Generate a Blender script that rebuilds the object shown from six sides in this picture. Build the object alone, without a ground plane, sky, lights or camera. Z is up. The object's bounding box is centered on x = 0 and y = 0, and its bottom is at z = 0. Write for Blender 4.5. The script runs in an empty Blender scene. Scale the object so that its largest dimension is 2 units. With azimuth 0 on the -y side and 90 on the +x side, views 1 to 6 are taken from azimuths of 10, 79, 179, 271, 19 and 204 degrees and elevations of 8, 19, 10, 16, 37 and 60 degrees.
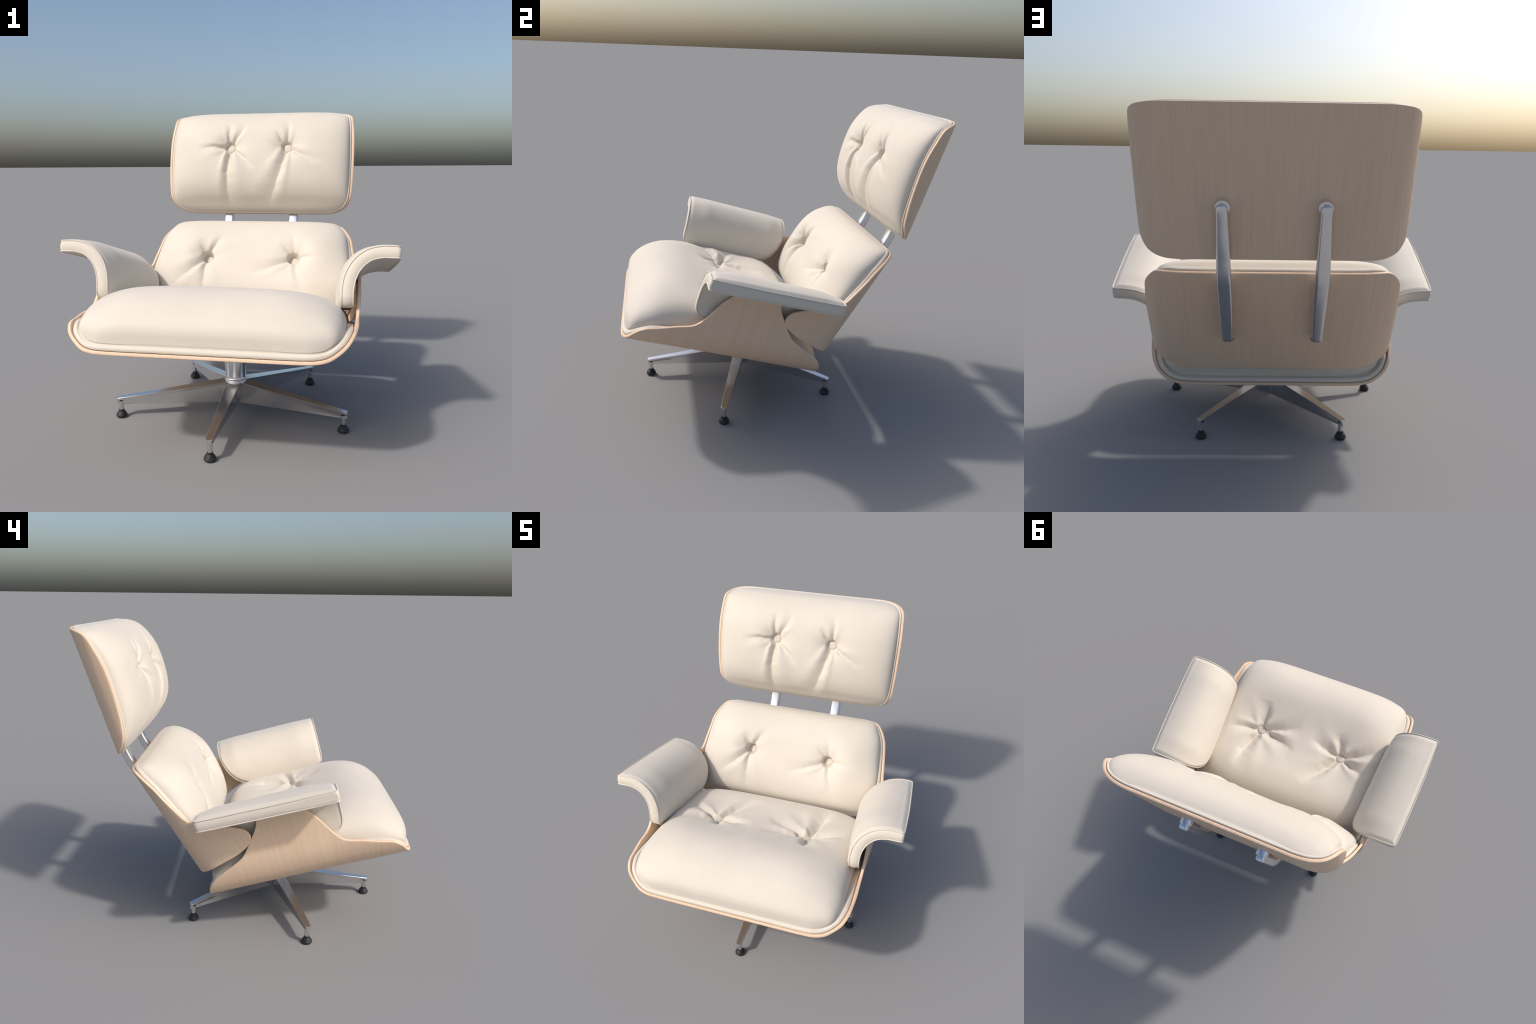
import bpy, math
import numpy as np
from mathutils import Matrix, Vector

rng = np.random.default_rng(7)

# ------------------------------------------------------------------ helpers
def spline(points, n=400):
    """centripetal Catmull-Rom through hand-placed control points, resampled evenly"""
    p = np.asarray(points, float)
    p = np.vstack([2 * p[0] - p[1], p, 2 * p[-1] - p[-2]])
    out = []
    for i in range(1, len(p) - 2):
        p0, p1, p2, p3 = p[i - 1:i + 3]
        k0 = 0.0
        k1 = k0 + max(np.linalg.norm(p1 - p0), 1e-6) ** .5
        k2 = k1 + max(np.linalg.norm(p2 - p1), 1e-6) ** .5
        k3 = k2 + max(np.linalg.norm(p3 - p2), 1e-6) ** .5
        k = np.linspace(k1, k2, 24, endpoint=False)[:, None]
        a1 = (k1 - k) / (k1 - k0) * p0 + (k - k0) / (k1 - k0) * p1
        a2 = (k2 - k) / (k2 - k1) * p1 + (k - k1) / (k2 - k1) * p2
        a3 = (k3 - k) / (k3 - k2) * p2 + (k - k2) / (k3 - k2) * p3
        b1 = (k2 - k) / (k2 - k0) * a1 + (k - k0) / (k2 - k0) * a2
        b2 = (k3 - k) / (k3 - k1) * a2 + (k - k1) / (k3 - k1) * a3
        out.append((k2 - k) / (k2 - k1) * b1 + (k - k1) / (k2 - k1) * b2)
    out = np.vstack(out + [p[-2][None]])
    return resample(out, n)


def resample(pts, n):
    d = np.r_[0, np.cumsum(np.linalg.norm(np.diff(pts, axis=0), axis=1))]
    u = np.linspace(0, d[-1], n)
    return np.stack([np.interp(u, d, pts[:, i]) for i in range(pts.shape[1])], 1)


def smoothstep(a, b, x):
    t = np.clip((x - a) / (b - a), 0, 1)
    return t * t * (3 - 2 * t)


def make_mesh(name, verts, faces, mats, face_mat=None, smooth=True):
    me = bpy.data.meshes.new(name)
    me.from_pydata([tuple(v) for v in np.asarray(verts)], [], faces)
    for m in mats:
        me.materials.append(m)
    if face_mat is not None:
        me.polygons.foreach_set("material_index", np.asarray(face_mat, dtype=np.int32))
    me.polygons.foreach_set("use_smooth", np.full(len(me.polygons), smooth, dtype=bool))
    me.update()
    return me


def add(name, me, parent=None, matrix=None):
    ob = bpy.data.objects.new(name, me)
    bpy.context.scene.collection.objects.link(ob)
    if matrix is not None:
        ob.matrix_world = matrix
    if parent is not None:
        ob.parent = parent
        ob.matrix_parent_inverse = Matrix.Identity(4)
        if matrix is not None:
            ob.matrix_basis = parent_world[parent.name].inverted() @ matrix
    parent_world[ob.name] = matrix.copy() if matrix is not None else (
        parent_world[parent.name].copy() if parent else Matrix.Identity(4))
    return ob


parent_world = {}


def frame(origin, t):
    """local x = world x, local y = t (in the yz plane), local z = x cross t"""
    t = Vector((0, t[0], t[1])).normalized()
    x = Vector((1, 0, 0))
    z = x.cross(t)
    return Matrix(((x.x, t.x, z.x, origin[0]), (x.y, t.y, z.y, origin[1]),
                   (x.z, t.z, z.z, origin[2]), (0, 0, 0, 1)))


class Section:
    """cross-section curve (x, n), arc-length parameter s; half=True mirrors about x=0"""
    def __init__(self, pts, half=True):
        c = spline(pts, 1200)
        if half:
            c[:, 0] -= c[0, 0]
        d = np.r_[0, np.cumsum(np.linalg.norm(np.diff(c, axis=0), axis=1))]
        t = np.gradient(c, d, axis=0)
        t /= np.linalg.norm(t, axis=1)[:, None]
        self.c, self.d, self.t, self.half = c, d, t, half

    def s_at_x(self, x):
        return float(np.interp(x, self.c[:, 0], self.d))

    def s_at_n(self, n):
        i0 = np.argmax(self.c[:, 1] > 0.004)
        return float(np.interp(n, self.c[i0:, 1], self.d[i0:]))

    def point(self, s, off):
        """point at arc length s, moved by off along the inward (left-hand) normal"""
        s = np.asarray(s, float)
        sg = np.sign(s) if self.half else 1.0
        a = np.abs(s) if self.half else s
        x = np.interp(a, self.d, self.c[:, 0])
        n = np.interp(a, self.d, self.c[:, 1])
        tx = np.interp(a, self.d, self.t[:, 0])
        tn = np.interp(a, self.d, self.t[:, 1])
        L = np.hypot(tx, tn)
        x = x + off * (-tn / L)
        n = n + off * (tx / L)
        return (sg * x if self.half else x), n


def outline(sec, pts):
    """control points ('x'|'n'|'s', value, t) -> dense polyline (s, t), t rising"""
    q = []
    for kind, v, t in pts:
        s = sec.s_at_x(v) if kind == 'x' else sec.s_at_n(v) if kind == 'n' else v
        q.append((s, t))
    c = spline(q, 500)
    c[:, 1] = np.maximum.accumulate(c[:, 1] + np.arange(500) * 1e-9)
    return c


def inset(poly, b):
    """move an outline polyline inward (towards smaller s / the middle) by b"""
    t = np.gradient(poly, axis=0)
    t /= np.maximum(np.linalg.norm(t, axis=1), 1e-9)[:, None]
    n = np.stack([t[:, 1], -t[:, 0]], 1)      # outward on the right-hand side
    n[0] = (0, -1)
    n[-1] = (0, 1)
    q = poly - b * n
    q[:, 1] = np.maximum.accumulate(q[:, 1] + np.arange(len(q)) * 1e-9)
    return q


def row_samples(curves, n, keep=0.25):
    """t samples so that rows are dense where any of the curves (v, t) is steep"""
    lo = max(c[0, 1] for c in curves)
    hi = min(c[-1, 1] for c in curves)
    t = np.linspace(lo, hi, 6000)
    sp = np.full(len(t) - 1, (t[1] - t[0]) ** 2)
    for c in curves:
        v = np.interp(t, c[:, 1], c[:, 0])
        sp = sp + np.diff(v) ** 2
    d = np.r_[0, np.cumsum(np.sqrt(sp))]
    return np.interp(np.linspace(0, d[-1], n), d, t)


def grid_faces(nr, nc, base=0, flip=False):
    f = []
    for j in range(nr - 1):
        for i in range(nc - 1):
            a = base + j * nc + i
            q = (a, a + 1, a + nc + 1, a + nc)
            f.append(q[::-1] if flip else q)
    return f


def perimeter(nr, nc):
    """indices around the grid, counter-clockwise"""
    p = [i for i in range(nc)]
    p += [j * nc + nc - 1 for j in range(1, nr)]
    p += [(nr - 1) * nc + i for i in range(nc - 2, -1, -1)]
    p += [j * nc for j in range(nr - 2, 0, -1)]
    return p


def loop_normals(Q):
    """outward 2D normals of a counter-clockwise closed loop"""
    d = np.roll(Q, -1, 0) - np.roll(Q, 1, 0)
    n = np.stack([d[:, 1], -d[:, 0]], 1)
    n /= np.maximum(np.linalg.norm(n, axis=1), 1e-9)[:, None]
    # light smoothing keeps the four grid corners from kinking
    for _ in range(2):
        n = n * .5 + np.roll(n, 1, 0) * .25 + np.roll(n, -1, 0) * .25
        n /= np.maximum(np.linalg.norm(n, axis=1), 1e-9)[:, None]
    return n


def bridge(rings, n):
    f = []
    for a, b in zip(rings[:-1], rings[1:]):
        for i in range(n):
            k = (i + 1) % n
            f.append((a[i], a[k], b[k], b[i]))
    return f


# ------------------------------------------------------------------ materials
def new_mat(name):
    m = bpy.data.materials.new(name)
    m.use_nodes = True
    nt = m.node_tree
    for n in list(nt.nodes):
        nt.nodes.remove(n)
    out = nt.nodes.new("ShaderNodeOutputMaterial")
    b = nt.nodes.new("ShaderNodeBsdfPrincipled")
    nt.links.new(b.outputs[0], out.inputs[0])
    return m, nt, b


def ramp(nt, stops):
    r = nt.nodes.new("ShaderNodeValToRGB")
    el = r.color_ramp.elements
    while len(el) < len(stops):
        el.new(0.5)
    for e, (p, c) in zip(el, stops):
        e.position = p
        e.color = (*c, 1)
    return r


def coords(nt, scale, rot=(0, 0, 0)):
    tc = nt.nodes.new("ShaderNodeTexCoord")
    mp = nt.nodes.new("ShaderNodeMapping")
    mp.inputs["Scale"].default_value = scale
    mp.inputs["Rotation"].default_value = rot
    nt.links.new(tc.outputs["Object"], mp.inputs["Vector"])
    return mp


def noise(nt, vec, scale, detail=4, rough=.5, dist=0):
    n = nt.nodes.new("ShaderNodeTexNoise")
    n.inputs["Scale"].default_value = scale
    n.inputs["Detail"].default_value = detail
    n.inputs["Roughness"].default_value = rough
    n.inputs["Distortion"].default_value = dist
    nt.links.new(vec.outputs[0], n.inputs["Vector"])
    return n


LEATHER = (0.662, 0.602, 0.515)


def leather_material(name, colour):
    m, nt, b = new_mat(name)
    v = coords(nt, (1, 1, 1))
    n = noise(nt, v, 5, 3)
    dark = tuple(c * .975 for c in colour)
    lite = tuple(min(1, c * 1.02) for c in colour)
    r = ramp(nt, [(.3, dark), (.7, lite)])
    nt.links.new(n.outputs[0], r.inputs[0])
    nt.links.new(r.outputs[0], b.inputs["Base Color"])
    b.inputs["Roughness"].default_value = .65
    b.inputs["Specular IOR Level"].default_value = .3
    b.inputs["Sheen Weight"].default_value = .25
    b.inputs["Sheen Roughness"].default_value = .5
    g = noise(nt, v, 260, 2)
    bp = nt.nodes.new("ShaderNodeBump")
    bp.inputs["Strength"].default_value = .03
    bp.inputs["Distance"].default_value = .002
    nt.links.new(g.outputs[0], bp.inputs["Height"])
    nt.links.new(bp.outputs[0], b.inputs["Normal"])
    return m


def wood_material(name, along, dark, mid, lite):
    """veneer; grain lines run along the given local axis ('y' or 'xz')"""
    m, nt, b = new_mat(name)
    if along == 'y':
        s1, s2, s3 = (60, 1.6, 60), (190, 3.5, 190), (9, .8, 9)
    else:
        s1, s2, s3 = (1.2, 60, 1.2), (2.5, 190, 2.5), (.7, 9, .7)
    n1 = noise(nt, coords(nt, s1), 1, 3, .55, .25)
    n2 = noise(nt, coords(nt, s2), 1, 2, .5)
    n3 = noise(nt, coords(nt, s3), 1, 3, .5, .4)
    mx = nt.nodes.new("ShaderNodeMath"); mx.operation = 'MULTIPLY'
    mx.inputs[1].default_value = .45
    nt.links.new(n1.outputs[0], mx.inputs[0])
    m2 = nt.nodes.new("ShaderNodeMath"); m2.operation = 'MULTIPLY_ADD'
    m2.inputs[1].default_value = .35
    nt.links.new(n2.outputs[0], m2.inputs[0]); nt.links.new(mx.outputs[0], m2.inputs[2])
    m3 = nt.nodes.new("ShaderNodeMath"); m3.operation = 'MULTIPLY_ADD'
    m3.inputs[1].default_value = .2
    nt.links.new(n3.outputs[0], m3.inputs[0]); nt.links.new(m2.outputs[0], m3.inputs[2])
    r = ramp(nt, [(.36, dark), (.5, mid), (.64, lite)])
    nt.links.new(m3.outputs[0], r.inputs[0])
    nt.links.new(r.outputs[0], b.inputs["Base Color"])
    b.inputs["Roughness"].default_value = .5
    b.inputs["Specular IOR Level"].default_value = .3
    bp = nt.nodes.new("ShaderNodeBump")
    bp.inputs["Strength"].default_value = .04
    bp.inputs["Distance"].default_value = .002
    nt.links.new(n2.outputs[0], bp.inputs["Height"])
    nt.links.new(bp.outputs[0], b.inputs["Normal"])
    return m


def edge_material():
    m, nt, b = new_mat("plywood_edge")
    n = noise(nt, coords(nt, (40, 40, 8)), 1, 3)
    r = ramp(nt, [(.35, (.75, .535, .375)), (.65, (.80, .58, .415))])
    nt.links.new(n.outputs[0], r.inputs[0])
    nt.links.new(r.outputs[0], b.inputs["Base Color"])
    b.inputs["Roughness"].default_value = .5
    b.inputs["Specular IOR Level"].default_value = .3
    return m


def metal_material(name, colour, rough):
    m, nt, b = new_mat(name)
    n = noise(nt, coords(nt, (30, 30, 30)), 1, 3)
    mr = nt.nodes.new("ShaderNodeMapRange")
    mr.inputs["To Min"].default_value = rough * .9
    mr.inputs["To Max"].default_value = rough * 1.12
    nt.links.new(n.outputs[0], mr.inputs["Value"])
    nt.links.new(mr.outputs[0], b.inputs["Roughness"])
    b.inputs["Base Color"].default_value = (*colour, 1)
    b.inputs["Metallic"].default_value = 1
    return m


def rubber_material():
    m, nt, b = new_mat("black_rubber")
    n = noise(nt, coords(nt, (60, 60, 60)), 1, 3)
    r = ramp(nt, [(.3, (.012, .012, .013)), (.7, (.022, .022, .024))])
    nt.links.new(n.outputs[0], r.inputs[0])
    nt.links.new(r.outputs[0], b.inputs["Base Color"])
    b.inputs["Roughness"].default_value = .55
    return m


WD, WM, WL = (.70, .513, .36), (.74, .548, .39), (.775, .58, .418)
leather = leather_material("cream_leather", LEATHER)
leather_button = leather_material("cream_leather_button", tuple(c * .98 for c in LEATHER))
wood_up = wood_material("oak_veneer_upright", 'y', WD, WM, WL)
wood_round = wood_material("oak_veneer_wrapped", 'xz', WD, WM, WL)
ply = edge_material()
chrome = metal_material("polished_aluminium", (.80, .80, .81), .2)
chrome_post = metal_material("satin_aluminium", (.72, .72, .73), .3)
rubber = rubber_material()

# ------------------------------------------------------------------ frames
F_HEAD = frame((0, .7673, 1.1536), (.2349, .7228))
F_BACK = frame((0, .2993, .4218), (.527, .850))
F_SEAT = frame((0, .209, .268), (1.196, -.317))     # local y = -(distance from the rear edge)

# ------------------------------------------------------------------ bent plywood shells
TH = .018


def build_shell(name, sec, out, mat, nr, nc, parent, matrix, th=TH, bev=.004):
    ins = inset(out, bev)
    t = row_samples([ins], nr)
    w = np.interp(t, ins[:, 1], ins[:, 0])
    u = np.linspace(-1, 1, nc)
    S = w[:, None] * u[None]
    T = np.repeat(t[:, None], nc, 1)
    per = perimeter(nr, nc)
    Q = np.stack([S.ravel()[per], T.ravel()[per]], 1)
    N = loop_normals(Q)
    verts, faces, fm = [], [], []

    def put(s, tt, off):
        base = sum(len(v) for v in verts)
        x, n = sec.point(s, off)
        verts.append(np.stack([x, tt, n], 1))
        return base
    b0 = put(S.ravel(), T.ravel(), 0.0)
    faces += grid_faces(nr, nc, b0, True); fm += [0] * ((nr - 1) * (nc - 1))
    b1 = put(S.ravel(), T.ravel(), th)
    faces += grid_faces(nr, nc, b1); fm += [0] * ((nr - 1) * (nc - 1))
    rings = [[b0 + i for i in per]]
    for o, h in ((.7, .3), (1, 1), (1, -1), (.7, -.3)):
        P = Q + N * bev * o
        b = put(P[:, 0], P[:, 1], h * bev if h > 0 else th + h * bev)
        rings.append(list(range(b, b + len(per))))
    rings.append([b1 + i for i in per])
    bf = bridge(rings, len(per))
    faces += bf
    k = len(per)
    fm += [1] * len(bf)
    me = make_mesh(name, np.vstack(verts), faces, [mat, ply], fm)
    return add(name, me, parent, matrix)


chair = bpy.data.objects.new("lounge_chair", None)
bpy.context.scene.collection.objects.link(chair)
parent_world[chair.name] = Matrix.Identity(4)
chair["label"] = "cream leather lounge chair with bent oak plywood shells and star base"
chair["category"] = "lounge chair"

head_sec = Section([(0, 0), (.2, 0), (.40, 0), (.475, .001), (.55, .012), (.613, .04), (.654, .085), (.674, .13), (.688, .19)])
head_out = outline(head_sec, [('x', .46, -.012), ('x', .53, -.008), ('x', .58, .003), ('n', .055, .03), ('n', .104, .083),
                              ('n', .130, .169), ('n', .151, .328), ('n', .154, .488), ('n', .134, .606),
                              ('n', .108, .689), ('n', .06, .728), ('x', .575, .75), ('x', .52, .758), ('x', .46, .76)])
back_sec = Section([(0, 0), (.25, 0), (.42, .001), (.50, .005), (.575, .022), (.638, .055), (.684, .10), (.712, .155), (.730, .225), (.743, .32), (.750, .47)])
back_out = outline(back_sec, [('x', .46, -.018), ('x', .53, -.016), ('x', .60, -.006), ('n', 0.107, .008), ('n', 0.216, .02), ('n', 0.336, .03),
                              ('n', 0.414, .055), ('n', 0.444, .088), ('n', .436, .135), ('n', .385, .185), ('n', .265, .262),
                              ('n', .168, .345), ('n', .138, .43), ('n', .112, .526), ('n', 0.094, .602), ('n', 0.055, .69),
                              ('x', .60, .731), ('x', .53, .746), ('x', .46, .749)])
seat_sec = Section([(0, 0), (.2, 0), (.40, 0), (.48, .001), (.545, .005), (.60, .019), (.65, .052), (.69, .094), (.72, .15), (.737, .21), (.744, .30), (.747, .40), (.748, .56)])
seat_out = outline(seat_sec, [('x', .44, -1.252), ('x', .53, -1.249), ('x', .59, -1.238), ('n', .05, -1.214), ('n', .10, -1.190), ('n', .148, -1.142),
                              ('n', .176, -1.06), ('n', .205, -.976), ('n', .237, -.87), ('n', .293, -.816), ('n', .345, -.784),
                              ('n', .41, -.743), ('n', .46, -.70), ('n', .51, -.65), ('n', .53, -.58), ('n', .53, -.48), ('n', .50, -.415), ('n', .437, -.392), ('n', .36, -.341),
                              ('n', .27, -.272), ('n', .225, -.20), ('n', .19, -.132), ('n', .146, -.062),
                              ('n', .093, -.022), ('n', .04, -.006), ('x', .53, .002), ('x', .44, .004)])

headrest_shell = build_shell("headrest_shell", head_sec, head_out, wood_up, 110, 121, chair, F_HEAD)
backrest_shell = build_shell("backrest_shell", back_sec, back_out, wood_up, 150, 141, chair, F_BACK)
seat_shell = build_shell("seat_shell", seat_sec, seat_out, wood_round, 200, 161, chair, F_SEAT)


# ------------------------------------------------------------------ cushions
def fold_field(x, t, buttons):
    """depth pressed into a cushion by its buttons and the folds that run out of them"""
    D = np.zeros_like(x)
    for bx, btt, depth, folds, narrow, wide, top in buttons:
        dx, dt = x - bx, t - btt
        r = np.hypot(dx, dt)
        D += depth * (.5 * np.exp(-np.maximum(r - .026, 0) / narrow) + .5 * np.exp(-(r / wide) ** 2))
        for ang, length, dep, w0 in folds:
            a = math.radians(ang)
            al = dx * math.cos(a) + dt * math.sin(a)
            pe = -dx * math.sin(a) + dt * math.cos(a)
            sg = 1 if int(ang) % 2 else -1
            al0 = np.clip(al, 0, None)
            pe = pe + sg * .14 * al0 ** 2 / max(length, .01) + .0016 * (np.sin(al0 * 61 + ang) + .7 * np.sin(al0 * 103 + 2.3 * ang)) * np.clip(al0 / .08, 0, 1)
            q = np.clip(al / length, 0, 1)
            env = smoothstep(.0, .10, al0 / .3) * (1 - q) ** 1.0 * (al > 0)
            w = w0 * (.40 + 1.5 * q)
            # a sharp valley with a steeper bank on one side and puffed lips
            ww = np.where(pe * sg > 0, w * .75, w * 1.35)
            D += dep * env * (np.exp(-(np.abs(pe) / ww) ** 1.4) - .22 * np.exp(-((np.abs(pe) - 2.1 * ww) / (1.2 * ww)) ** 2))
    return D


def build_cushion(name, sec, out, crown, nr, nc, buttons, parent, matrix, off0, edge_h,
                  p=5.0, q=2.2, tshift=None, rim_round=.008, saddle=None):
    """padded cushion: back lies on the shell, face is a crowned surface pressed in at the buttons.
       crown: control points (n, t) of the middle profile."""
    cr = spline(crown, 500)
    cr[:, 1] = np.maximum.accumulate(cr[:, 1] + np.arange(500) * 1e-9)
    t = row_samples([out, cr], nr)
    w = np.interp(t, out[:, 1], out[:, 0])
    N = np.interp(t, cr[:, 1], cr[:, 0])
    u = np.linspace(-1, 1, nc)
    T = np.repeat(t[:, None], nc, 1)
    S = w[:, None] * u[None]
    # back sheet
    xb, nb = sec.point(S, off0)
    # face
    xe, ne = sec.point(w, off0 + edge_h)
    th = u * math.pi / 2
    th = th * (1 - .25 * (1 - np.abs(u)) * np.abs(u))
    sx = np.sign(th) * np.abs(np.sin(th)) ** (2 / p)
    # even spacing in the plateau: blend the superellipse abscissa towards u
    fx = np.where(np.abs(u) < .999, sx, u)
    tab = np.linspace(0, math.pi / 2, 4000)
    cx, cn = np.sin(tab) ** (2 / p), np.cos(tab) ** (2 / q)
    d = np.r_[0, np.cumsum(np.hypot(np.diff(cx), .35 * np.diff(cn)))]
    cu = np.interp(np.abs(u) * d[-1], d, cx)
    cv = np.interp(np.abs(u) * d[-1], d, cn)
    X = xe[:, None] * (np.sign(u) * cu)[None]
    rise = np.maximum(N - ne, 0)[:, None]
    Z = ne[:, None] + rise * cv[None]
    if saddle is not None:
        Z = Z + saddle(X, T) * cv[None] * smoothstep(0, .08, rise)
    # rows whose edge stands above the crown stay flat
    T2 = T.copy()
    if tshift is not None:
        T2 = T2 + tshift(X, T, Z)
    D = fold_field(X, T2, buttons)
    room = smoothstep(0, .06, np.maximum(Z - ne[:, None], 0)) 
    edge = np.minimum(smoothstep(0, .05, np.abs(w[:, None]) - np.abs(S)), 1)
    D = D * np.where(rise > 0, np.minimum(room + .0, 1), 0) * edge
    # push along the surface normal
    P = np.stack([X, T2, Z], 2)
    du = np.gradient(P, axis=1); dv = np.gradient(P, axis=0)
    nn = np.cross(du, dv)
    nn /= np.maximum(np.linalg.norm(nn, axis=2), 1e-9)[..., None]
    nn = nn * .5 + np.array([0, 0, .5])
    P = P - nn * D[..., None]
    for b in buttons:                                   # flat seat under each button
        r = np.hypot(P[..., 0] - b[0], P[..., 1] - b[1])
        fl = b[6] - .010                                # pits end at the button
        z = P[..., 2]
        lim = fl + .012 * np.log1p(np.exp(np.clip((z - fl) / .012, -30, 30)))
        P[..., 2] = np.where((r < .12) & (z < fl + .08), z + (lim - z) * smoothstep(.12, .08, r), z)
        k = smoothstep(.045, .027, r)
        P[..., 2] = P[..., 2] * (1 - k) + (b[6] - .010) * k
    per = perimeter(nr, nc)
    Q = np.stack([S.ravel()[per], T.ravel()[per]], 1)
    Nn = loop_normals(Q)
    verts = [P.reshape(-1, 3), np.stack([xb, T, nb], 2).reshape(-1, 3)]
    nv = nr * nc
    faces = grid_faces(nr, nc, 0) + grid_faces(nr, nc, nv, True)
    rings = [per]
    base = 2 * nv
    # rolled seam between face and back
    for k in range(1, 6):
        a = math.pi * k / 6
        o = rim_round * math.sin(a)
        h = edge_h * (.5 + .5 * math.cos(a))
        R = Q + Nn * o
        x, n = sec.point(R[:, 0], off0 + h)
        verts.append(np.stack([x, R[:, 1], n], 1))
        rings.append(list(range(base, base + len(per)))); base += len(per)
    rings.append([nv + i for i in per])
    faces += [f[::-1] for f in bridge(rings, len(per))]
    me = make_mesh(name, np.vstack(verts), faces, [leather])
    return add(name, me, parent, matrix), P, X, T2


def lathe(profile, n=32):
    prof = np.asarray(profile, float)
    a = np.linspace(0, 2 * math.pi, n, endpoint=False)
    v = np.stack([np.outer(prof[:, 0], np.cos(a)), np.outer(prof[:, 0], np.sin(a)),
                  np.repeat(prof[:, 1][:, None], n, 1)], 2).reshape(-1, 3)
    f = []
    for j in range(len(prof) - 1):
        for i in range(n):
            k = (i + 1) % n
            f.append((j * n + i, j * n + k, (j + 1) * n + k, (j + 1) * n + i))
    return v, f


def button_mesh():
    prof = [(.0001, .012), (.013, .0115), (.023, .0095), (.029, .006), (.032, 0), (.030, -.006), (.018, -.012), (.0001, -.014)]
    v, f = lathe(prof, 32)
    return make_mesh("button", v, [q[::-1] for q in f], [leather_button])


BUTTON = button_mesh()


def place_buttons(buttons, parent, matrix):
    for b in buttons:
        add("button", BUTTON, parent, matrix @ Matrix.Translation((b[0], b[1], b[6] - .010)))


def tuft(x, t, depth, folds, narrow=.07, wide=.17, top=.2):
    return (x, t, depth, folds, narrow, wide, top)


# headrest: folds as (angle, length, depth, width); angle 0 = +x, 90 = up
head_buttons = [
    tuft(-.207, .427, .052, [(101, .19, .026, .014), (50, .22, .026, .016), (176, .24, .030, .015), (-35, .25, .028, .014), (-98, .46, .046, .026)], .038, .085, .200),
    tuft(.207, .427, .052, [(82, .21, .026, .015), (133, .15, .030, .013), (-36, .27, .028, .014), (-101, .46, .046, .026)], .038, .085, .200)]
head_cush_out = outline(head_sec, [('x', .44, -.004), ('x', .52, 0), ('x', .567, .011), ('n', .058, .040), ('n', .102, .091),
                                   ('n', .126, .169), ('n', .145, .328), ('n', .148, .488), ('n', .128, .603),
                                   ('n', .102, .680), ('n', .055, .718), ('x', .563, .742), ('x', .51, .750), ('x', .44, .752)])
head_crown = [(.038, -.004), (.066, .008), (.118, .05), (.176, .10), (.220, .16), (.248, .235), (.262, .32), (.265, .42), (.256, .52),
              (.222, .615), (.172, .687), (.120, .729), (.076, .746), (.045, .752)]


def head_saddle(X, T):
    return .004 * np.exp(-((np.abs(X) - .36) / .14) ** 2)


headrest_cushion, P, X, T = build_cushion("headrest_cushion", head_sec, head_cush_out, head_crown, 250, 360, head_buttons,
                                          chair, F_HEAD, TH + .002, .014, saddle=head_saddle, p=4.4)
place_buttons(head_buttons, headrest_cushion, F_HEAD)

back_buttons = [
    tuft(-.295, .404, .054, [(125, .13, .020, .015), (65, .20, .022, .018), (-131, .34, .030, .022), (-98, .32, .020, .022)], .036, .09, .167),
    tuft(.295, .404, .054, [(135, .15, .022, .014), (88, .20, .022, .018), (5, .20, .014, .015), (-151, .34, .024, .020), (-80, .3, .018, .024)], .036, .09, .167)]
back_cush_out = outline(back_sec, [('x', .40, -.004), ('x', .50, .0), ('x', .585, .018), ('n', .085, .045), ('n', .128, .09), ('n', .150, .16), ('n', .157, .25),
                                   ('n', .147, .35), ('n', .128, .43), ('n', .106, .526), ('n', .088, .60), ('n', .050, .684), ('x', .592, .726), ('x', .53, .744), ('x', .44, .748)])
back_crown = [(.060, -.002), (.088, .008), (.130, .04), (.180, .085), (.219, .20), (.235, .34), (.244, .45), (.238, .55), (.209, .635), (.164, .70), (.110, .735), (.05, .746)]


def back_saddle(X, T):
    return .032 * np.exp(-((np.abs(X) - .42) / .17) ** 2) * smoothstep(-.05, .12, T) * smoothstep(.74, .45, T)


backrest_cushion, P, X, T = build_cushion("backrest_cushion", back_sec, back_cush_out, back_crown, 250, 360, back_buttons,
                                          chair, F_BACK, TH + .004, .022, rim_round=.004, saddle=back_saddle, p=5.3)
place_buttons(back_buttons, backrest_cushion, F_BACK)

# seat: a thin tray-like lining and the thick pad on it
seat_lin_out = outline(seat_sec, [('x', .42, -1.240), ('x', .52, -1.237), ('x', .58, -1.224), ('n', .055, -1.198), ('n', .10, -1.165), ('n', .142, -1.105),
                                  ('n', .160, -1.02), ('n', .172, -.90), ('n', .185, -.70), ('n', .19, -.50), ('n', .185, -.30), ('n', .17, -.18),
                                  ('n', .14, -.085), ('n', .09, -.04), ('n', .045, -.022), ('x', .52, -.014), ('x', .42, -.011)])


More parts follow.
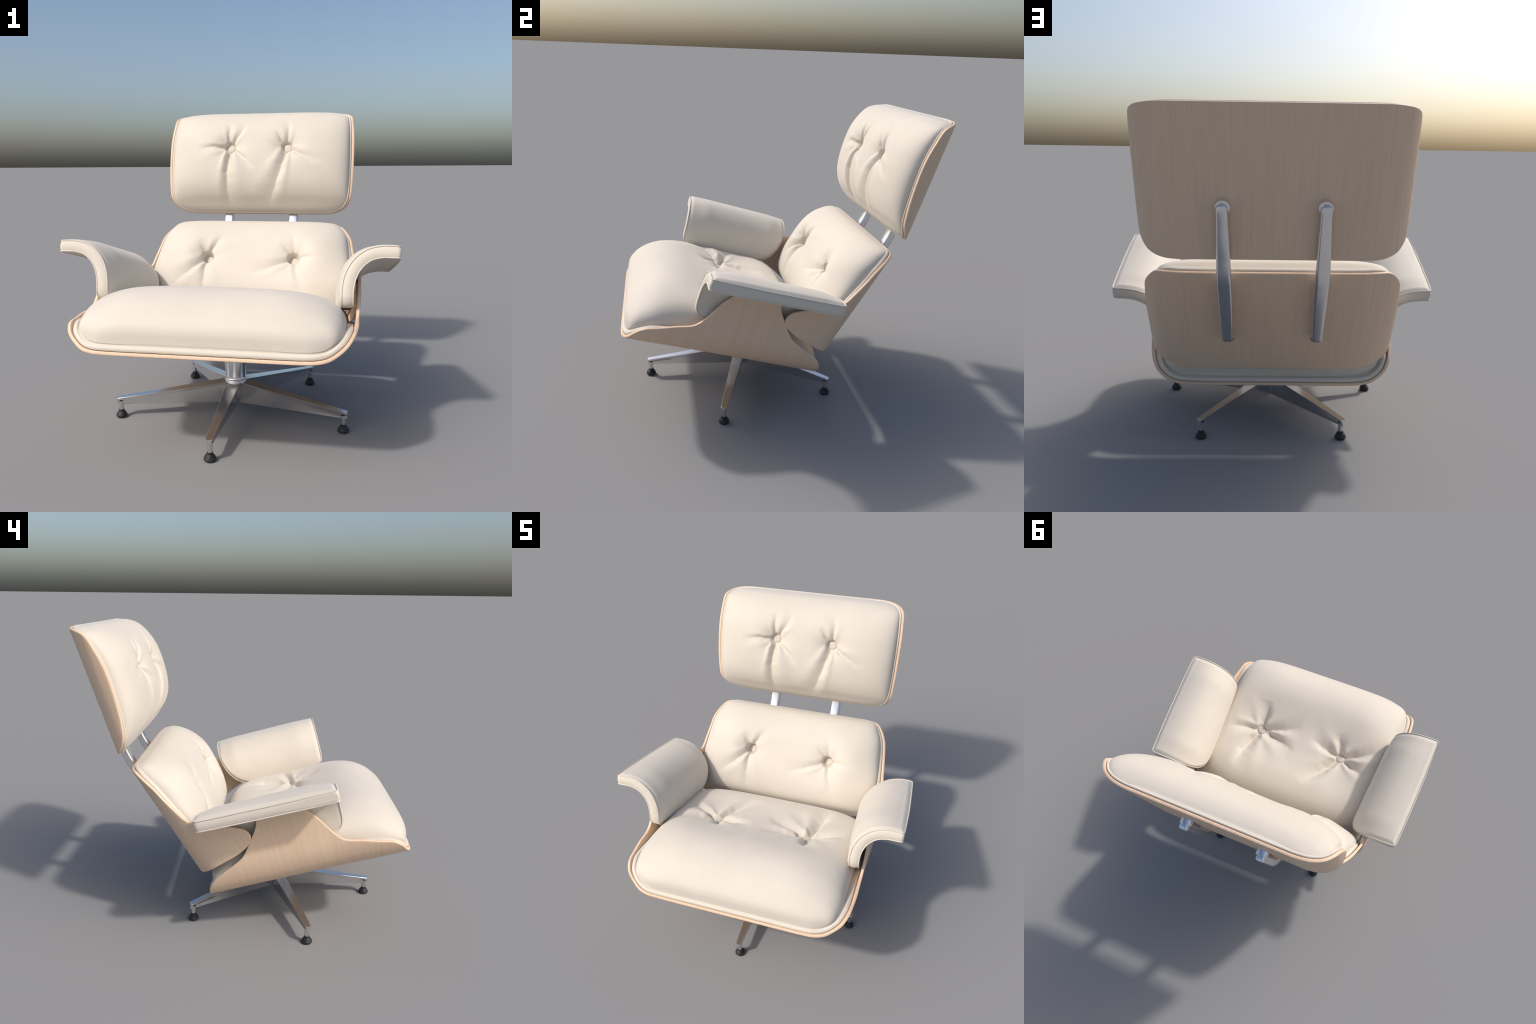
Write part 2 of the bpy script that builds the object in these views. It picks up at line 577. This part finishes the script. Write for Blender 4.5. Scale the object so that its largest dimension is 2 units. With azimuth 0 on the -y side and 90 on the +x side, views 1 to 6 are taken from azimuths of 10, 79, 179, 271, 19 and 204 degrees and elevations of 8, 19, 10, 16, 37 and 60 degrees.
def build_lining(name, sec, out, th, off0, nr, nc, parent, matrix):
    t = row_samples([out], nr)
    w = np.interp(t, out[:, 1], out[:, 0])
    S = w[:, None] * np.linspace(-1, 1, nc)[None]
    T = np.repeat(t[:, None], nc, 1)
    per = perimeter(nr, nc)
    Q = np.stack([S.ravel()[per], T.ravel()[per]], 1)
    Nn = loop_normals(Q)
    verts, faces, rings, base = [], [], [], 0
    x, n = sec.point(S.ravel(), off0 + th)
    verts.append(np.stack([x, T.ravel(), n], 1)); faces += grid_faces(nr, nc, 0); base += nr * nc
    rings.append(per)
    for k in range(1, 8):
        a = math.pi * k / 8
        R = Q + Nn * .010 * math.sin(a)
        x, n = sec.point(R[:, 0], off0 + th * (.5 + .5 * math.cos(a)))
        verts.append(np.stack([x, R[:, 1], n], 1))
        rings.append(list(range(base, base + len(per)))); base += len(per)
    x, n = sec.point(S.ravel(), off0)
    verts.append(np.stack([x, T.ravel(), n], 1)); faces += grid_faces(nr, nc, base, True)
    rings.append([base + i for i in per])
    faces += [f[::-1] for f in bridge(rings, len(per))]
    return add(name, make_mesh(name, np.vstack(verts), faces, [leather]), parent, matrix)


seat_lining = build_lining("seat_lining", seat_sec, seat_lin_out, .027, TH + .002, 160, 141, chair, F_SEAT)

seat_buttons = [
    tuft(-.326, -.617, .040, [(63, .36, 0.060, 0.027), (152, .26, 0.057, 0.022), (200, .32, 0.053, 0.025), (-5, .27, 0.050, 0.025), (-61, .18, 0.048, 0.020)], .045, .11, .276),
    tuft(.326, -.617, .040, [(70, .36, 0.060, 0.027), (171, .32, 0.055, 0.025), (192, .32, 0.050, 0.025), (8, .25, 0.050, 0.022), (-94, .22, 0.053, 0.025)], .045, .11, .276)]
seat_pad_out = outline(seat_sec, [('x', .40, -1.236), ('x', .51, -1.232), ('x', .572, -1.218), ('n', .055, -1.192), ('n', .095, -1.157), ('n', .135, -1.095),
                                  ('n', .158, -1.0), ('n', .178, -.86), ('n', .198, -.66), ('n', .20, -.45), ('n', .192, -.28),
                                  ('n', .15, -.15), ('n', .10, -.083), ('n', .05, -.055), ('x', .52, -.042), ('x', .40, -.037)])
seat_crown = [(.062, -1.236), (.12, -1.235), (.195, -1.222), (.262, -1.183), (.312, -1.125), (.35, -1.055), (.378, -.96), (.392, -.85), (.398, -.72),
              (.398, -.58), (.394, -.45), (.382, -.33), (.343, -.22), (.287, -.145), (.230, -.09), (.15, -.05), (.06, -.037)]


def seat_bulge(X, T, Z):
    front = smoothstep(-1.0, -1.2, T) * np.exp(-((Z - .14) / .075) ** 2)
    rear = smoothstep(-.15, -.04, T) * np.exp(-((Z - .13) / .06) ** 2)
    return -.024 * front + .02 * rear


def seat_saddle(X, T):
    hollow = -.074 * np.exp(-(np.abs(T + .60) / .29) ** 2.6) * (1 - .55 * smoothstep(.34, .62, np.abs(X)) - .12 * np.exp(-(X / .16) ** 2))
    corner = -.008 * np.exp(-((np.abs(X) - .54) / .12) ** 2) * np.exp(-((T + 1.04) / .13) ** 2)
    rear_corner = -.004 * smoothstep(.42, .62, np.abs(X)) * smoothstep(-.62, -.40, T)
    return hollow + corner + rear_corner


seat_cushion, P, X, T = build_cushion("seat_cushion", seat_sec, seat_pad_out, seat_crown, 350, 380, seat_buttons,
                                      chair, F_SEAT, TH + .004, .036, p=4.5, q=2.1, tshift=seat_bulge, rim_round=.004, saddle=seat_saddle)
place_buttons(seat_buttons, seat_cushion, F_SEAT)


# ------------------------------------------------------------------ armrests
ARM_TH = .066
arm_sec = Section([(.949, .577), (.90, .578), (.85, .577), (.785, .559), (.727, .511), (.692, .445), (.679, .375), (.679, .32), (.681, .284)], half=False)
AL = arm_sec.d[-1]


def build_armrest(side):
    """S-bent pad; s runs from the outer lip over the bend down to the inner lower edge"""
    # local y: front = -.880, rear = -.085
    lower = spline([(AL - .10, -.880), (AL - .05, -.875), (AL - .015, -.855), (AL, -.81), (AL, -.66), (AL, -.50), (AL, -.36),
                    (AL - .005, -.29), (AL - .03, -.235), (AL - .075, -.182), (AL - .14, -.135), (AL - .22, -.105), (AL - .30, -.092), (AL - .36, -.088)], 400)
    upper = spline([(.035, -.880), (.012, -.878), (.003, -.867), (.002, -.84), (.01, -.5), (.028, -.12), (.030, -.105), (.036, -.094), (.055, -.0885), (.06, -.088)], 400)
    for c in (lower, upper):
        c[:, 1] = np.maximum.accumulate(c[:, 1] + np.arange(400) * 1e-9)
    nr, nc = 110, 90
    t = row_samples([lower, upper], nr)
    t[0], t[-1] = -.880, -.088
    sl = np.interp(t, lower[:, 1], lower[:, 0])
    su = np.interp(t, upper[:, 1], upper[:, 0])
    v = np.linspace(0, 1, nc)
    v = .5 - .5 * np.cos(math.pi * v) * (.75 + .25 * np.abs(np.cos(math.pi * v)))
    v = (v - v[0]) / (v[-1] - v[0])
    S = su[:, None] + (sl - su)[:, None] * v[None]
    T = np.repeat(t[:, None], nc, 1)
    # distance to the outline for the pillow rounding
    dist = np.minimum(np.minimum(S - su[:, None], sl[:, None] - S), np.minimum(T - t[0], t[-1] - T))
    pil = smoothstep(0, .03, dist) ** .6
    per = perimeter(nr, nc)
    Q = np.stack([S.ravel()[per], T.ravel()[per]], 1)
    Nn = loop_normals(Q)
    h = ARM_TH / 2
    verts, faces, base = [], [], 0

    def pt(s, tt, off):
        # off > 0 is the seat / top side
        x, n = arm_sec.point(s, -off)
        f = (.880 + tt) / .79                      # the arms toe in towards the rear
        x = x - f * (.002 + .050 * smoothstep(.1, .9, s / AL))
        return np.stack([x * side, tt, n], 1)
    dome = .021 * np.exp(-((S - .23) / .16) ** 2) * smoothstep(-.880, -.72, T) * smoothstep(-.09, -.24, T)
    top = pt(S.ravel(), T.ravel(), (h - .004 + .012 * pil + dome * pil).ravel())
    bot = pt(S.ravel(), T.ravel(), (-h + .004 - .003 * pil).ravel())
    verts += [top, bot]
    faces += grid_faces(nr, nc, 0) + grid_faces(nr, nc, nr * nc, True)
    base = 2 * nr * nc
    rings = [per]
    for k in range(0, 7):
        f = k / 6
        o = .003 + .005 * math.sin(math.pi * f)
        R = Q + Nn * o
        verts.append(pt(R[:, 0], R[:, 1], (h - .006) * (1 - 2 * f)))
        rings.append(list(range(base, base + len(per)))); base += len(per)
    rings.append([nr * nc + i for i in per])
    faces += [f[::-1] for f in bridge(rings, len(per))]
    # arm_sec.point's normal flips orientation on the right side
    if side > 0:
        faces = [f[::-1] for f in faces]
    arm = add("armrest", make_mesh("armrest", np.vstack(verts), faces, [leather]), chair, F_SEAT)
    # piping cords along both seams
    pv, pf, base = [], [], 0
    m, r = 10, .0038
    for lvl in (h - .002, -h + .003):
        ring0 = base
        for k in range(m):
            a = 2 * math.pi * k / m
            R = Q + Nn * (.003 + r * math.cos(a))
            pv.append(pt(R[:, 0], R[:, 1], lvl + r * math.sin(a)))
        L = len(per)
        for k in range(m):
            k2 = (k + 1) % m
            for i in range(L):
                i2 = (i + 1) % L
                q = (ring0 + k * L + i, ring0 + k * L + i2, ring0 + k2 * L + i2, ring0 + k2 * L + i)
                pf.append(q if side > 0 else q[::-1])
        base += m * L
    add("piping", make_mesh("piping", np.vstack(pv), pf, [leather]), arm, F_SEAT)
    return arm


build_armrest(1)
build_armrest(-1)


# ------------------------------------------------------------------ back struts
def sweep_bar(path, width, depth, taper=None, rnd=.010):
    """rounded-rectangle bar along a path in the yz plane (x = 0)"""
    n = len(path)
    tan = np.gradient(path, axis=0)
    tan /= np.linalg.norm(tan, axis=1)[:, None]
    nor = np.stack([tan[:, 1], -tan[:, 0]], 1)       # towards the rear (+y) for a rising path
    prof = []
    for cx, cy, a0 in ((1, 1, 0), (-1, 1, 90), (-1, -1, 180), (1, -1, 270)):
        for k in range(6):
            a = math.radians(a0 + 18 * k)
            prof.append((cx * (width / 2 - rnd) + rnd * math.cos(a), cy * (depth / 2 - rnd) + rnd * math.sin(a)))
    prof = np.array(prof)
    m = len(prof)
    V, Fc = [], []
    for j in range(n):
        k = taper(j / (n - 1)) if taper else (1, 1)
        for px, pn in prof:
            yz = path[j] + nor[j] * pn * k[1]
            V.append((px * k[0], yz[0], yz[1]))
    for j in range(n - 1):
        for i in range(m):
            i2 = (i + 1) % m
            Fc.append((j * m + i, (j + 1) * m + i, (j + 1) * m + i2, j * m + i2))
    Fc.append(tuple(range(m)))
    Fc.append(tuple((n - 1) * m + i for i in range(m - 1, -1, -1)))
    return np.array(V), Fc


strut_path = spline([(.525, .668), (.543, .697), (.612, .808), (.676, .911), (.730, .997), (.763, 1.05), (.786, 1.10), (.803, 1.15), (.830, 1.225), (.862, 1.32), (.889, 1.395), (.900, 1.428)], 90)


def strut_taper(f):
    e = 1.0
    if f > .965:
        e = .5 + .5 * math.sqrt(max(0, 1 - ((f - .965) / .035) ** 2))
    if f < .02:
        e = .86 + .14 * math.sqrt(max(0, 1 - ((.02 - f) / .02) ** 2))
    return ((.80 + .20 * math.sin(math.pi * min(1, max(0, f * 1.15 - .05)))) * e, 1.0 if f < .965 else .75 + .25 * e)


def disc_mesh(name, r, h, mat, rnd=.004):
    prof = [(.0001, 0), (r, 0), (r, h - rnd), (r - rnd * .3, h - rnd * .3), (r - rnd, h), (.0001, h)]
    v, f = lathe(prof, 40)
    me = make_mesh(name, v, f, [mat])
    return me


WASHER = disc_mesh("washer", .037, .036, chrome)
SPACER = disc_mesh("spacer", .030, .050, chrome_post)
for sx in (1, -1):
    v, f = sweep_bar(strut_path, .073, .052, strut_taper, .015)
    me = make_mesh("strut", v, f, [chrome])
    M = Matrix.Translation((.242 * sx, 0, 0))
    st = add("strut", me, chair, M)
    # washer under the top end, standing on the headrest back
    Mh = F_HEAD @ Matrix.Translation((.240 * sx, .280, 0)) @ Matrix.Rotation(math.pi, 4, 'X')
    add("washer", WASHER, st, Mh)
    for tt in (.33, .52):
        Mb = F_BACK @ Matrix.Translation((.236 * sx, tt - .02, 0)) @ Matrix.Rotation(math.pi, 4, 'X')
        add("spacer", SPACER, st, Mb)

# ------------------------------------------------------------------ star base
CX, CY = 0.0, -.178
hub_prof = [(.0001, .060), (.030, .060), (.042, .066), (.047, .10), (.050, .17), (.055, .186), (.064, .190), (.0685, .198), (.0685, .207), (.064, .215), (.0615, .222),
            (.061, .23), (.061, .40), (.0001, .40)]
v, f = lathe(spline(hub_prof, 120), 64)
hub = add("pedestal", make_mesh("pedestal", v, f, [chrome]), chair, Matrix.Translation((CX, CY, 0)))

# mounting plate under the seat
def box_mesh(name, sx, sy, sz, bev, mat):
    import bmesh
    bm = bmesh.new()
    bmesh.ops.create_cube(bm, size=1)
    for vv in bm.verts:
        vv.co = (vv.co.x * sx, vv.co.y * sy, vv.co.z * sz)
    bmesh.ops.bevel(bm, geom=bm.edges[:], offset=bev, segments=3, affect='EDGES', profile=.5)
    me = bpy.data.meshes.new(name)
    bm.to_mesh(me); bm.free()
    me.materials.append(mat)
    me.polygons.foreach_set("use_smooth", np.ones(len(me.polygons), dtype=bool))
    return me


add("mounting_plate", box_mesh("mounting_plate", .46, .30, .024, .008, chrome_post), chair,
    F_SEAT @ Matrix.Translation((0, -.40, -.0125)))

FOOT = []
for k, ang in enumerate((-90, -18, 54, 126, 198)):
    a = math.radians(ang)
    FOOT.append((.699 * math.cos(a), .652 * math.sin(a)))


def leg_mesh(L):
    """tapered beam along +x, from the hub to the foot, top edge sloping down"""
    n = 26
    V, Fc = [], []
    sec_n = 0
    for j in range(n):
        f = j / (n - 1)
        x = .02 + (L + .012 - .02) * f
        ztop = .203 - (.203 - .122) * f
        zbot = .060 + (.082 - .060) * f
        w = (.084 - .046 * f) / 2
        wb = .020 - .008 * f
        wm = wb * .9
        pts = [(-wb, zbot + .004), (-wb + .004, zbot), (wb - .004, zbot), (wb, zbot + .004),
               (wm, zbot + (ztop - zbot) * .45), (wm + .002, ztop - .020), (w - .001, ztop - .011), (w, ztop - .0018), (w - .0018, ztop),
               (-w + .0018, ztop), (-w, ztop - .0018), (-w + .001, ztop - .011), (-wm - .002, ztop - .020), (-wm, zbot + (ztop - zbot) * .45)]
        sec_n = len(pts)
        V += [(x, y, z) for y, z in pts]
    # rounded nose
    last = V[-sec_n:]
    for dx, k in ((.004, .97), (.008, .85), (.011, .55)):
        V += [(p[0] + dx, p[1] * k, p[2] - (.001 if p[2] > .1 else 0)) for p in last]
    rows = n + 3
    for j in range(rows - 1):
        for i in range(sec_n):
            i2 = (i + 1) % sec_n
            Fc.append((j * sec_n + i, (j + 1) * sec_n + i, (j + 1) * sec_n + i2, j * sec_n + i2)[::-1])
    Fc.append(tuple(range(sec_n))[::-1])
    Fc.append(tuple((rows - 1) * sec_n + i for i in range(sec_n)))
    return make_mesh("leg", V, Fc, [chrome])


v, f = lathe(spline([(.0165, .100), (.0155, .085), (.0145, .06), (.0140, .042)], 10), 24)
POST = make_mesh("post", v, [q[::-1] for q in f], [chrome_post])
glide_prof = [(.0001, 0), (.026, 0), (.031, .003), (.0335, .009), (.0325, .0145), (.0305, .0165), (.0305, .019), (.0285, .023), (.0262, .0245),
              (.0262, .027), (.0235, .0305), (.0185, .033), (.0168, .035), (.0168, .046), (.0145, .047), (.0001, .047)]
v, f = lathe(glide_prof, 36)
GLIDE = make_mesh("foot_glide", v, f, [rubber])
for (fx, fy) in FOOT:
    L = math.hypot(fx, fy)
    M = Matrix.Translation((CX, CY, 0)) @ Matrix.Rotation(math.atan2(fy, fx), 4, 'Z')
    leg = add("leg", leg_mesh(L), chair, M)
    MF = Matrix.Translation((CX + fx, CY + fy, 0))
    add("post", POST, leg, MF)
    add("foot_glide", GLIDE, leg, MF)

# the seat flares a little towards its front corners
for ob in (seat_shell, seat_lining, seat_cushion):
    me = ob.data
    co = np.empty(len(me.vertices) * 3)
    me.vertices.foreach_get("co", co)
    co = co.reshape(-1, 3)
    co[:, 0] *= 1 + .016 * smoothstep(-.78, -1.12, co[:, 1])
    me.vertices.foreach_set("co", co.ravel())

# make every mesh's normals consistent
import bmesh
for me in {o.data for o in bpy.data.objects if o.type == 'MESH'}:
    bm = bmesh.new(); bm.from_mesh(me)
    bmesh.ops.recalc_face_normals(bm, faces=bm.faces[:])
    bm.to_mesh(me); bm.free()
    if me.name.split('.')[0] in ('leg', 'washer', 'spacer', 'foot_glide'):
        me.set_sharp_from_angle(angle=math.radians(38))
